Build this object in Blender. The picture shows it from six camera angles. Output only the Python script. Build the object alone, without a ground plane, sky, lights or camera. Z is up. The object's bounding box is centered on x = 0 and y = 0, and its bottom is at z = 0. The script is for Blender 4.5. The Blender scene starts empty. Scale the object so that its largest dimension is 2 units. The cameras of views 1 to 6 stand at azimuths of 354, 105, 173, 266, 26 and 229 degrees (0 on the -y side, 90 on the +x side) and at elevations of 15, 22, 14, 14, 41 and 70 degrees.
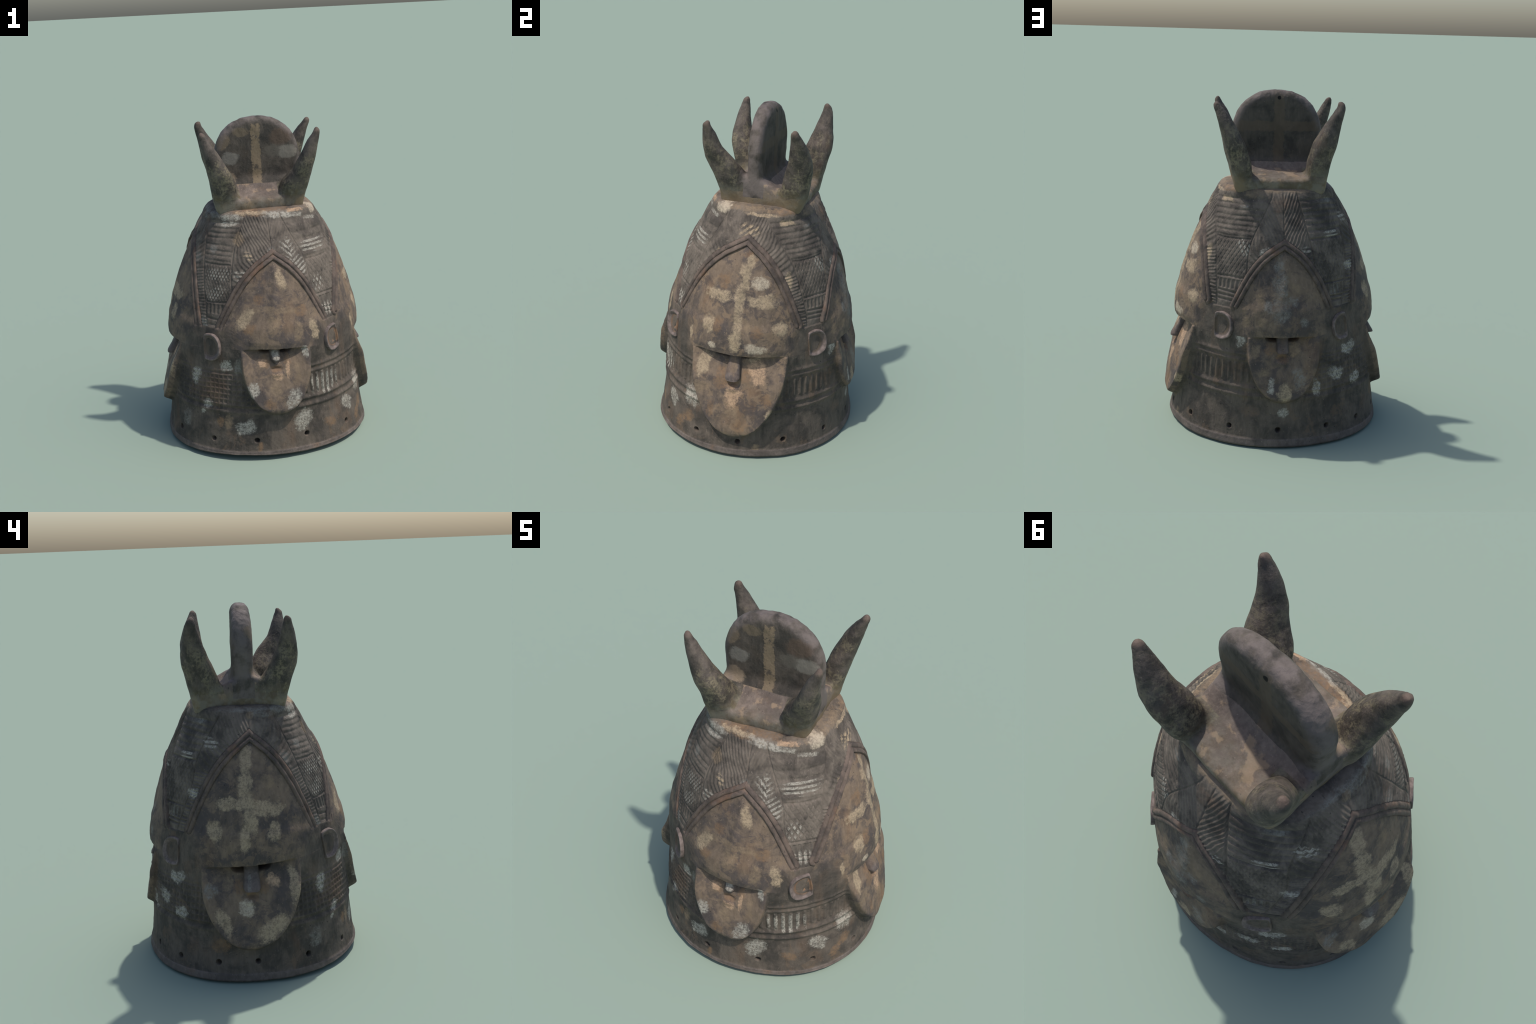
# Carved wooden helmet mask: a bell-shaped helm with four faces looking to the four
# sides, carved hair panels between them, four ears, a collar with lacing holes and a
# crown block that carries four horns and a round upright crest.
import bpy, bmesh, math
import numpy as np
from mathutils import Vector

rng = np.random.default_rng(7)

# ------------------------------------------------------------------ helpers
def lerp(a, b, t): return a + (b - a) * t
def smooth(e0, e1, x):
    t = np.clip((x - e0) / (e1 - e0), 0.0, 1.0)
    return t * t * (3 - 2 * t)
def wrap(a): return (a + 180.0) % 360.0 - 180.0
def catmull(x, xs, ys):
    """smooth interpolation through control points (monotone xs)"""
    xs = np.asarray(xs, float); ys = np.asarray(ys, float)
    m = np.gradient(ys, xs)
    i = np.clip(np.searchsorted(xs, x) - 1, 0, len(xs) - 2)
    h = xs[i + 1] - xs[i]; t = np.clip((x - xs[i]) / h, 0, 1)
    t2 = t * t; t3 = t2 * t
    return ((2*t3 - 3*t2 + 1) * ys[i] + (t3 - 2*t2 + t) * h * m[i]
            + (-2*t3 + 3*t2) * ys[i + 1] + (t3 - t2) * h * m[i + 1])
def hash3(i, j, k):
    n = (i * 374761393 + j * 668265263 + k * 2147483647 + 1013904223) & 0xFFFFFFFF
    n = ((n ^ (n >> 13)) * 1274126177) & 0xFFFFFFFF
    n = ((n ^ (n >> 16)) * 2246822519) & 0xFFFFFFFF
    return ((n ^ (n >> 15)) & 0xFFFFFF) / float(0xFFFFFF)
def vnoise(x, y, z):
    xi = np.floor(x).astype(np.int64); yi = np.floor(y).astype(np.int64); zi = np.floor(z).astype(np.int64)
    fx = x - xi; fy = y - yi; fz = z - zi
    fx = fx*fx*(3-2*fx); fy = fy*fy*(3-2*fy); fz = fz*fz*(3-2*fz)
    r = 0
    for a in (0, 1):
        for b in (0, 1):
            for c in (0, 1):
                w = (fx if a else 1-fx) * (fy if b else 1-fy) * (fz if c else 1-fz)
                r = r + w * hash3(xi+a, yi+b, zi+c)
    return r * 2 - 1
def fbm(x, y, z, f, octaves=3):
    s = 0; a = 1.0; t = 0
    for o in range(octaves):
        s = s + a * vnoise(x*f + 17*o, y*f - 9*o, z*f + 5*o); t += a
        a *= 0.5; f *= 2.1
    return s / t
def poly_distance(px, py, line):
    """distance of many points to one polyline"""
    d = np.full(px.shape, 1e9)
    for (ax, ay), (bx, by) in zip(line[:-1], line[1:]):
        vx, vy = bx-ax, by-ay; L = vx*vx + vy*vy + 1e-12
        t = np.clip(((px-ax)*vx + (py-ay)*vy) / L, 0, 1)
        d = np.minimum(d, (px-ax-t*vx)**2 + (py-ay-t*vy)**2)
    return np.sqrt(d)

# ------------------------------------------------------------------ the helm's bell
Z_S  = [0.0, .10, .25, .45, .65, .80, .98, 1.17, 1.30, 1.40, 1.44, 1.465]
HX_S = [.640, .628, .610, .598, .590, .575, .538, .476, .414, .356, .320, .25]
HY_S = [.614, .600, .585, .575, .566, .545, .500, .436, .372, .320, .286, .22]
def squareness(th, z):
    # superellipse exponent of the plan: slightly diamond-shaped at the cheeks, squarer at the shoulder
    n = catmull(z, [0, .25, .5, .9, 1.15, 1.28, 1.36, 1.41, 1.445, 1.47], [2.08, 2.03, 1.94, 1.90, 1.97, 2.10, 2.25, 2.45, 3.0, 3.4])
    return n - .13 * np.cos(th) * (1 - smooth(.3, .7, z))
def bell_radius(th, z, hx=None, hy=None):
    a = catmull(z, Z_S, HX_S) if hx is None else hx
    b = catmull(z, Z_S, HY_S) if hy is None else hy
    n = squareness(th, z)
    return (np.abs(np.cos(th)/a)**n + np.abs(np.sin(th)/b)**n)**(-1/n)
def axis_shift(z):
    t = np.clip((z - .2) / 1.2, 0, 1)
    return .015 * t, .020 * t

# the four faces: direction, hair-line apex, where the hair bands end (left / right),
# brow, lower face centre / half width / bottom, eye slits, nose
FACES = [
    dict(az=-90, taper=2.4, belly=0.012, apex=(5.1, 1.204), left=(-34.5, .800), right=(36.0, .810),
         brow=.677, tilt=-.0004, mid=0.8, half=21.2, chin=.288, proud=.050, recess=.082, bulge=.022,
         eye=(2.9, 10.5, .022), nose=dict(mid=.7, top=.690, low=.588, w0=.060, w1=.076, out=.044)),
    dict(az=0, taper=1.65, belly=0.028, apex=(4.7, 1.284), left=(-40.0, .825), right=(38.5, .822),
         brow=.650, tilt=.0000, mid=4.9, half=28.0, chin=.145, proud=.054, recess=.088, bulge=.026,
         eye=(3.2, 13.0, .024), nose=dict(mid=2.6, top=.650, low=.505, w0=.058, w1=.096, out=.044)),
    dict(az=90, taper=2.4, belly=0.01, apex=(-.2, 1.150), left=(-29.5, .812), right=(29.5, .765),
         brow=.650, tilt=.0000, mid=-.2, half=20.6, chin=.276, proud=.038, recess=.072, bulge=.016,
         eye=(3.2, 10.0, .024), nose=dict(mid=-.9, top=.665, low=.564, w0=.060, w1=.076, out=.030)),
    dict(az=180, taper=1.85, belly=0.022, apex=(.3, 1.303), left=(-39.0, .812), right=(37.0, .785),
         brow=.650, tilt=.0006, mid=-2.6, half=26.8, chin=.198, proud=.056, recess=.094, bulge=.026,
         eye=(3.4, 11.5, .036), nose=dict(mid=-2.6, top=.655, low=.517, w0=.066, w1=.100, out=.042)),
]
# hair panels: the decorated strip's two edges as (z, azimuth), and its pattern heights
PANELS = [
    dict(az=-46, edge0=[(.82, -53.0), (1.0, -57.3), (1.20, -58.8), (1.29, -62.5), (1.42, -69)],
         edge1=[(.82, -41.0), (.94, -37.6), (1.07, -34.2), (1.19, -30.2), (1.42, -18)],
         lines=[1.374, 1.322, 1.281, 1.216, 1.180], hatch=(.955, 1.170), rungs=(.878, .945), ribs=[.865, .838], pitch=.026, depth=.0055),
    dict(az=54, edge0=[(.81, 46.5), (.90, 45.5), (.96, 44.0), (1.18, 37.0), (1.42, 18)],
         edge1=[(.81, 61.0), (.92, 63.6), (.98, 64.8), (1.155, 65.5), (1.42, 79)],
         lines=[1.395, 1.366, 1.334, 1.302, 1.276, 1.249, 1.223, 1.195], hatch=(.975, 1.185), rungs=(.905, .962), ribs=[.892, .867, .841], pitch=.022, depth=.006),
    dict(az=125, edge0=[(.81, 112), (.97, 110.7), (1.10, 110.5), (1.28, 107.2), (1.42, 104)],
         edge1=[(.81, 130.0), (.93, 135), (1.04, 139), (1.23, 142), (1.42, 154)],
         lines=[1.395, 1.362, 1.330, 1.298, 1.265, 1.232], hatch=(.945, 1.19), rungs=(.875, .935), ribs=[.862, .838], pitch=.024, depth=.0095),
    dict(az=-131, edge0=[(.81, -135), (.946, -138.3), (1.06, -142.3), (1.155, -145), (1.42, -155)],
         edge1=[(.81, -119), (.956, -117.2), (1.10, -119), (1.30, -118), (1.42, -112.6)],
         lines=[1.390, 1.361, 1.334, 1.307, 1.267, 1.235, 1.209, 1.181], hatch=(.950, 1.165), rungs=(.880, .94), ribs=[.852, .817], pitch=.018, depth=.0055),
]
EARS = [  # azimuth, height, plan half-width and half-height, which side is the rounded one
    dict(az=-48.0, z=.682, a=.078, b=.078, round=-1, lift=.022, roll=-.10),
    dict(az=51.5, z=.694, a=.076, b=.077, round=1, lift=.022, roll=.06),
    dict(az=128.0, z=.684, a=.076, b=.077, round=-1, lift=.019, roll=-.05),
    dict(az=-131.5, z=.684, a=.078, b=.080, round=1, lift=.022, roll=.10),
]
HOLES = [(-154.6, .121), (-128.4, .119), (-102.8, .122), (-72.7, .127), (-43.5, .122), (-17.7, .116), (6.8, .103),
         (32.0, .113), (59.8, .111), (87.2, .110), (115.3, .111), (137.0, .111), (159.3, .115), (179.0, .121)]

# ---- grid of the bell: rows climb from the inner edge of the rim over the outside to
# the shoulder; the columns run round it
NC = 1400
zrow = np.concatenate([np.array([.004, .001, 0.0, .002, .006, .011]), np.linspace(.015, 1.395, 520)])
hxr = catmull(zrow, Z_S, HX_S); hyr = catmull(zrow, Z_S, HY_S)
edge_in = np.array([.048, .034, .020, .010, .005, .002] + [0.0] * 520)
hxr = hxr - edge_in; hyr = hyr - edge_in
# shoulder: rolls over to the flat top under the crown block
sh = np.linspace(0, 1, 46)[1:]
sx = catmull(sh, [0, .35, .6, .8, 1], [catmull(np.array([1.395]), Z_S, HX_S)[0], .338, .314, .278, .17])
sy = catmull(sh, [0, .35, .6, .8, 1], [catmull(np.array([1.395]), Z_S, HY_S)[0], .303, .281, .250, .15])
sz = catmull(sh, [0, .35, .6, .8, 1], [1.395, 1.430, 1.453, 1.464, 1.468])
zrow = np.concatenate([zrow, sz]); hxr = np.concatenate([hxr, sx]); hyr = np.concatenate([hyr, sy])
NR = len(zrow)
col = np.linspace(-math.pi, math.pi, NC, endpoint=False)
TH, ZZ = np.meshgrid(col, zrow)
HX = np.repeat(hxr[:, None], NC, 1); HY = np.repeat(hyr[:, None], NC, 1)
R0 = bell_radius(TH, ZZ, HX, HY)
CX, CY = axis_shift(ZZ)
X0 = R0*np.cos(TH) + CX; Y0 = R0*np.sin(TH) + CY
AZ = np.degrees(np.arctan2(Y0, X0)); RR = np.hypot(X0, Y0)      # seen from the z axis
D = np.zeros_like(RR)                                            # radial relief
# the foot of the helm is not quite regular
D += (.014 * np.exp(-(wrap(AZ + 33) / 22)**2) - .010 * np.exp(-(wrap(AZ + 74) / 16)**2)) * (1 - smooth(.20, .42, ZZ))
REG = np.zeros(RR.shape, np.int32)     # region: 0 neck, 10+i forehead, 20+i lower face, 30+i hair, 40+i hair band, 50 rim
wob = fbm(X0, Y0, ZZ, 9.0, 2)
rough = fbm(X0 + 4, Y0, ZZ, 21.0, 3)

# the helm is flatter under the two rear ears
for az_e in (52, 129):
    D -= .015 * np.exp(-(wrap(AZ - az_e) / 20)**2 - ((ZZ - .73) / .17)**2)
EASED = D.copy()
# ---- hair line of every face: share of the half width against share of the drop from the point
def hairline(t):
    up = np.interp(t, [0, .06, .15, .26, .38, .52, .68, .84, 1.0, 2.0], [0, .145, .335, .49, .615, .725, .825, .915, 1.0, 1.5])
    return np.where(np.asarray(t) < 0, np.asarray(t) * 2.4, up)          # runs straight on past the point
inside_any = np.zeros(RR.shape, bool)
band_d = np.full(RR.shape, 9.0); band_i = np.zeros(RR.shape, np.int32)
face_in = []
for i, f in enumerate(FACES):
    a = wrap(AZ - f['az'])
    az_a, z_a = f['apex']
    def half(z, end):
        t = (z_a - z) / (z_a - end[1])
        return az_a + (end[0] - az_a) * hairline(t)
    ins = (ZZ < z_a) & (a > half(ZZ, f['left'])) & (a < half(ZZ, f['right'])) & (ZZ > .3)
    near = (np.abs(a) < 62) & (ZZ > .7)
    s = np.radians(a[near]) * RR[near]; z = ZZ[near]
    line = []
    rr_of = lambda az, z: float(np.interp(z, zrow[6:-40], RR[6:-40, int((az + f['az'] + 180) % 360 / 360 * NC) % NC]))
    for end in (f['left'], f['right']):
        pts = []
        for t in np.concatenate([[-.22, -.1], np.linspace(0, 1, 26) ** 1.7]):
            zz_ = z_a + (end[1] - z_a) * t; aa_ = az_a + (end[0] - az_a) * float(hairline(t))
            pts.append((math.radians(aa_) * rr_of(aa_, zz_), zz_))
        line.append(pts)
    an = a[near]
    dl = poly_distance(s, z, line[0]) * np.where(an > half(z, f['left']), -1, 1)
    dr = poly_distance(s, z, line[1]) * np.where(an < half(z, f['right']), -1, 1)
    d = np.maximum(dl, dr)                      # signed: negative inside the face, mitred at the point
    dd = np.full(RR.shape, 9.0); dd[near] = d
    face_in.append((a, ins, dd))
    better = np.abs(dd) < np.abs(band_d)
    band_d = np.where(better, dd, band_d); band_i = np.where(better, i, band_i)

# ---- hair panels: carved first, everything else lies over them
hair = (ZZ > .80)
for (a, ins, dd) in face_in: hair &= ~ins
hair_fade = smooth(.800, .822, ZZ) * (1 - smooth(1.425, 1.450, ZZ))
away = smooth(.032, .042, np.where(band_d < 0, 9, band_d))
panel_of = np.zeros(RR.shape, np.int32)
for k, p in enumerate(PANELS):
    a = wrap(AZ - p['az'])
    e0 = catmull(ZZ, *zip(*p['edge0'])) - p['az']; e1 = catmull(ZZ, *zip(*p['edge1'])) - p['az']
    sel = hair & (np.abs(a) < 62)
    s0 = np.radians(a - e0) * RR; s1 = np.radians(e1 - a) * RR      # distance from both edges
    strip = sel & (s0 > 0) & (s1 > 0)
    inner = smooth(.004, .010, np.minimum(s0, s1))
    zw = ZZ + .006 * wob
    g = np.zeros_like(RR)
    for q, zl in enumerate(p['lines']):                                # broad horizontal furrows
        bow = .014 * np.cos(np.radians(a) * 2.2) - .010
        w = .0075 if len(p['lines']) > 5 else .010
        g -= np.exp(-((zw - zl - bow) / w) ** 2) * (ZZ > p['hatch'][1]) * inner * (.60 + .50 * rough)
    lo, hi = p['hatch']
    inside = smooth(lo, lo+.008, ZZ) * (1 - smooth(hi-.008, hi, ZZ)) * inner
    sm = np.radians(a) * RR
    ph = 2 * math.pi / p['pitch']
    cross = np.maximum(np.cos((sm*.86 + ZZ*.5) * ph), np.cos((sm*.86 - ZZ*.5) * ph))
    g -= inside * (.55 * np.clip(cross - .25, 0, 1))
    for zl in (lo, hi):
        g -= np.exp(-((zw - zl) / .006) ** 2) * inner
    lo, hi = p['rungs']
    inside = smooth(lo, lo+.006, ZZ) * (1 - smooth(hi-.006, hi, ZZ)) * inner
    g -= inside * (.5 + .5*np.cos(sm * 2*math.pi / .028)) * .9
    for zl in p['ribs']:
        g -= np.exp(-((zw - zl + .04*np.radians(a)) / .0055) ** 2) * inner
    g = g * strip
    # edges of the strip: a fine scored line
    g -= (np.exp(-(s0 / .005)**2) + np.exp(-(s1 / .005)**2)) * sel * .8
    D += g * p['depth'] * hair_fade * away
    panel_of = np.where(sel, k, panel_of)
    # flanks between strip and hair band: slanting strokes that fan out over the face's point
    flank = sel & ~((s0 > -.004) & (s1 > -.004))
    for i, f in enumerate(FACES):
        fa = wrap(AZ - f['az'] - f['apex'][0])
        own = flank & (np.abs(fa) < 50) & (np.sign(wrap(p['az'] - f['az'])) == np.sign(fa))
        ang = np.radians(np.interp(ZZ, [.85, f['apex'][1]-.17, f['apex'][1]-.02, f['apex'][1]+.06, 1.45], [2, 8, 34, 56, 64]))
        sf = np.abs(np.radians(fa)) * RR
        phase = (sf * np.sin(ang) - (ZZ - f['apex'][1]) * np.cos(ang)) / .0165
        h = np.cos(2*math.pi * (phase + .35*wob)) * (.75 + .7 * rough)
        D += np.where(own, h, 0) * (.0034 if p['az'] == 125 else .0020) * hair_fade * away
        # the seam on the face's centre line above the point
        D -= np.exp(-(sf / .004)**2) * (ZZ > f['apex'][1] + .02) * .0012 * hair_fade
REG = np.where(hair, 30 + panel_of, REG)

# ---- the neck: fluted to the right of a face's chin, basket work to the left
neck_fade = smooth(.300, .312, ZZ) * (1 - smooth(.590, .605, ZZ))
for az_c, kind in ((-47, 'flute'), (50, 'flute'), (130, 'weave'), (-131, 'weave')):
    a = wrap(AZ - az_c); sel = np.abs(a) < 48
    s = np.radians(a) * RR
    zl = ZZ + .004 * wob
    if kind == 'flute':
        g = np.zeros_like(RR)
        for z0 in (.548, .514): g += np.exp(-((zl - z0) / .011)**2) * .9
        for z0 in (.352, .306): g += np.exp(-((zl - z0) / .013)**2) * 1.3
        fl = smooth(.378, .392, ZZ) * (1 - smooth(.488, .500, ZZ))
        g += fl * (np.clip(np.cos((s + .1*wob*.05) * 2*math.pi / .040), -.4, 1) * .8)
        D += np.where(sel, g, 0) * .0064
    else:
        fl = smooth(.325, .335, ZZ) * (1 - smooth(.520, .535, ZZ))
        rows = np.cos((zl + .006*wob) * 2*math.pi / .031); cols = np.cos((s + .010*wob) * 2*math.pi / .029)
        g = fl * (.8 + np.maximum(rows, cols * .9) * .7)
        for z0 in (.548,): g += np.exp(-((zl - z0) / .011)**2) * .7
        for z0 in (.296,): g += np.exp(-((zl - z0) / .013)**2) * 1.2
        g -= np.exp(-((zl - .318) / .007)**2) * .8
        D += np.where(sel, g, 0) * .0050

# ---- foreheads, lower faces
for i, f in enumerate(FACES):
    a, ins, dd = face_in[i]
    brow = f['brow'] + f['tilt'] * a
    # forehead: sunk along the hair band, swelling to the brow; the swelling dies away
    # down the cheeks beside the lower face
    across = np.clip(1 - (np.abs(a - f['mid'] * .6) / 46.0)**2.4, 0, 1)
    rise = smooth(f['apex'][1], f['brow'] + .03, ZZ) ** 1.2
    fall = 1 - smooth(f['brow'] + .01, f['brow'] - .17, ZZ)
    up = f['bulge'] * rise * fall * across
    sunk = .009 * np.exp(-(np.radians(a - f['apex'][0] * smooth(.8, 1.15, ZZ)) * RR / .026)**2) * smooth(.74, .95, ZZ) * smooth(0, .05, -dd) - .007 * smooth(0, .012, -dd) * smooth(.80, .86, ZZ)
    brow_roll = .007 * smooth(.060, .0, ZZ - brow) ** 1.6 * smooth(.0, .25, 1 - np.abs(a - f['mid']) / f['half'])
    side = np.abs(a - f['mid']) < f['half'] + 11
    fore = (ZZ > brow) & (ins | ((ZZ <= .83) & side))
    cheek = ((ZZ <= brow) | ((ZZ <= .83) & ~side)) & (np.abs(a) < 50)
    D = np.where(fore & (ins | (ZZ < .80)), EASED + sunk + up - brow_roll + .0015 * wob, np.where((fore | cheek) & (ZZ < .80), D + up, D))
    REG = np.where(fore, 10 + i, REG)
    u = (a - f['mid']) / f['half']
    tz = np.clip((brow - ZZ) / (f['brow'] - f['chin']), 0, 1)
    # lower face: shield outline, sunk under the brow, proud at the chin
    wid = np.clip(1 - tz**f['taper'], 0, 1) ** .5
    on = (ZZ <= brow) & (ZZ > f['chin']) & (np.abs(u) < wid)
    un = np.abs(u) / np.maximum(wid, .02)
    top_edge = f['bulge'] * across * .92                               # the face's sides run on from the forehead
    edge = lerp(top_edge, f['proud'], tz ** .60)
    hollow = f['recess'] * np.clip(1 - tz / .92, 0, 1) ** 1.05 * np.clip(1 - (np.abs(u)/.94)**2.4, 0, 1)
    flat = RR * (1 / np.cos(np.radians(np.clip(a - f['mid'], -40, 40))) - 1) * .70 * smooth(.05, .40, tz)   # the plane of the face is flatter than the helm
    lip = .008 * smooth(.86, 1.0, un) * smooth(.1, .3, tz)             # rounded border
    belly = f['belly'] * np.sin(math.pi * np.clip(tz, 0, 1)) * np.clip(1 - u*u, 0, 1)
    v = edge + flat - hollow - lip + belly - .010 * smooth(.90, 1.0, tz)
    # eye slits
    e0, e1, eh = f['eye']
    am = np.abs(a - f['nose']['mid'])
    slit = (am > e0) & (am < e1) & (ZZ > brow - eh * np.sqrt(np.clip(1 - ((am - e0) / (e1 - e0))**4, 0, 1)))
    v = np.where(slit, v - .10, v)
    # cheekbones and a small mouth
    sn = np.radians(a - f['nose']['mid']) * RR
    zm = f['nose']['low'] - .030
    v = v - .016 * np.exp(-(sn / .028)**2 - ((ZZ - zm) / .011)**2) + .010 * np.exp(-(sn / .034)**2 - ((ZZ - zm + .028) / .016)**2)
    v = v + .006 * np.exp(-((np.abs(sn) - .085) / .030)**2 - ((ZZ - zm - .03) / .035)**2)
    v = v + .0018 * wob
    D = np.where(on, v, D)
    REG = np.where(on, 20 + i, REG)

def ease(A, mask, passes):
    for _ in range(passes):
        B = (np.roll(A, 1, 1) + 2*A + np.roll(A, -1, 1)) / 4
        B[1:-1] = (B[:-2] + 2*B[1:-1] + B[2:]) / 4
        A = np.where(mask, B, A)
    return A
slope = np.zeros(RR.shape, bool)
for i, f in enumerate(FACES):
    a = face_in[i][0]; u = np.abs(a - f['mid']) / f['half']
    tz = (f['brow'] - ZZ) / (f['brow'] - f['chin'])
    wid = np.clip(1 - np.clip(tz, 0, 1)**f['taper'], 0, 1) ** .5
    slope |= (tz > .08) & (tz < 1.05) & ((np.abs(u - wid) < .07) | ((tz > .88) & (u < .5)))
D = ease(D, slope, 16)
# carved ledges are worn, not knife sharp: ease the steep steps over a few millimetres
for _ in range(5):
    ring_ = lambda A: (np.roll(A, 1, 1) + 2*A + np.roll(A, -1, 1)) / 4
    B = ring_(D); B[1:-1] = (B[:-2] + 2*B[1:-1] + B[2:]) / 4
    steep = np.maximum(np.abs(np.roll(D, 1, 1) - D), np.abs(np.roll(D, -1, 1) - D))
    steep[1:-1] = np.maximum(steep[1:-1], np.maximum(np.abs(D[:-2] - D[1:-1]), np.abs(D[2:] - D[1:-1])))
    D = np.where(steep > .004, B, D)

# ---- hair bands: two cords with a groove between, running down both sides of each face
cord = np.zeros_like(RR)
for off in (.001, .026):
    cord = np.maximum(cord, np.sqrt(np.clip(1 - ((band_d - off) / .0125)**2, 0, 1)))
fade = smooth(.785, .815, ZZ)
band = (band_d > -.013) & (band_d < .040) & (ZZ > .79) & (ZZ < 1.40)
D = np.where(band, D * (1 - np.clip(cord*3, 0, 1) * fade) + (.0115 * cord - .003) * fade, D)
REG = np.where(band & (band_d < .039), 40 + band_i, REG)

# ---- collar, lacing holes, rim
D += .005 * (1 - smooth(.046, .062, ZZ)) + .0015 * wob * (ZZ < .3)
REG = np.where((ZZ < .054), 50, REG)
for az_h, z_h in HOLES:
    s = np.radians(wrap(AZ - az_h)) * RR
    rr = np.hypot(s, ZZ - z_h) / (.0150 + .002 * wob)
    D -= .040 * (1 - smooth(.75, 1.05, rr))

# ---- tool marks and wear everywhere
D += .0022 * fbm(X0, Y0, ZZ, 26, 3) + .0030 * fbm(X0, Y0, ZZ * .6, 6, 2)

# the radial push fades into an upward one on the shoulder
XS = X0 + D * np.cos(np.radians(AZ)); YS = Y0 + D * np.sin(np.radians(AZ))
ZS = ZZ.copy()
lift = np.interp(AZ, [-180, -150, -110, -75, -40, 0, 40, 180], [.006, .014, .030, .018, .026, .010, .003, .006])
ZS += lift * (1 - smooth(.0, .05, ZZ))

# inner wall: straight hollow inside the helm
inz = np.array([.006, .12, .35, .62, .90, 1.12, 1.27, 1.33, 1.345])
inw = np.array([.060, .080, .105, .150, .155, .150, .150, .200, .280])
ih = np.maximum(catmull(inz, Z_S, HX_S) - inw, .02); iy = np.maximum(catmull(inz, Z_S, HY_S) - inw, .02)
IX = np.array([h*np.cos(col) for h in ih]); IY = np.array([h*np.sin(col) for h in iy]); IZ = np.repeat(inz[:, None], NC, 1)
NI = len(inz)
XA = np.concatenate([IX[::-1], XS]); YA = np.concatenate([IY[::-1], YS]); ZA = np.concatenate([IZ[::-1], ZS])
RG = np.concatenate([np.full((NI, NC), 60), REG]); RG[NI:NI+2] = 50
NRA = NR + NI
co = np.stack([XA, YA, ZA], -1).reshape(-1, 3)
r = np.arange(NRA - 1)[:, None]; c = np.arange(NC)[None, :]; c2 = (c + 1) % NC
quads = np.stack([r*NC + c, r*NC + c2, (r+1)*NC + c2, (r+1)*NC + c], -1).reshape(-1, 4)
freg = RG[:-1, :].reshape(-1)
freg[: (NI - 1) * NC] = 60

# vertex normals of the whole surface
e1 = co[quads[:, 2]] - co[quads[:, 0]]; e2 = co[quads[:, 3]] - co[quads[:, 1]]
fn = np.cross(e1, e2)
vn = np.zeros_like(co)
for q in range(4):
    for ax in range(3):
        vn[:, ax] += np.bincount(quads[:, q], weights=fn[:, ax], minlength=len(co))
vn /= np.linalg.norm(vn, axis=1, keepdims=True) + 1e-12

# ------------------------------------------------------------------ scene objects
scene = bpy.context.scene
root = bpy.data.objects.new("helmet_mask", None)
scene.collection.objects.link(root)
root["label"] = "dark carved wooden helmet mask, four faces, horns and round crest"
root["category"] = "wooden mask"

def add_mesh(name, verts, faces, parent, material=None, normals=None, shade=True):
    me = bpy.data.meshes.new(name)
    verts = np.asarray(verts, np.float32)
    n = len(faces)
    if isinstance(faces, np.ndarray):
        k = faces.shape[1]
        me.vertices.add(len(verts)); me.vertices.foreach_set("co", verts.ravel())
        me.loops.add(n * k); me.loops.foreach_set("vertex_index", faces.astype(np.int32).ravel())
        me.polygons.add(n); me.polygons.foreach_set("loop_start", np.arange(0, n*k, k, dtype=np.int32))
        me.update(calc_edges=True)
    else:
        me.from_pydata([tuple(map(float, v)) for v in verts], [], faces); me.update()
    if shade: me.polygons.foreach_set("use_smooth", np.ones(len(me.polygons), bool))
    if normals is not None: me.normals_split_custom_set_from_vertices(normals.astype(np.float32))
    ob = bpy.data.objects.new(name, me); scene.collection.objects.link(ob)
    if parent is not None: ob.parent = parent
    if material: me.materials.append(material)
    return ob
def part_of(name, mask, all_co, all_faces, all_n, parent, material):
    f = all_faces[mask]
    idx, inv = np.unique(f, return_inverse=True)
    return add_mesh(name, all_co[idx], inv.reshape(f.shape), parent, material, all_n[idx])

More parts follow.
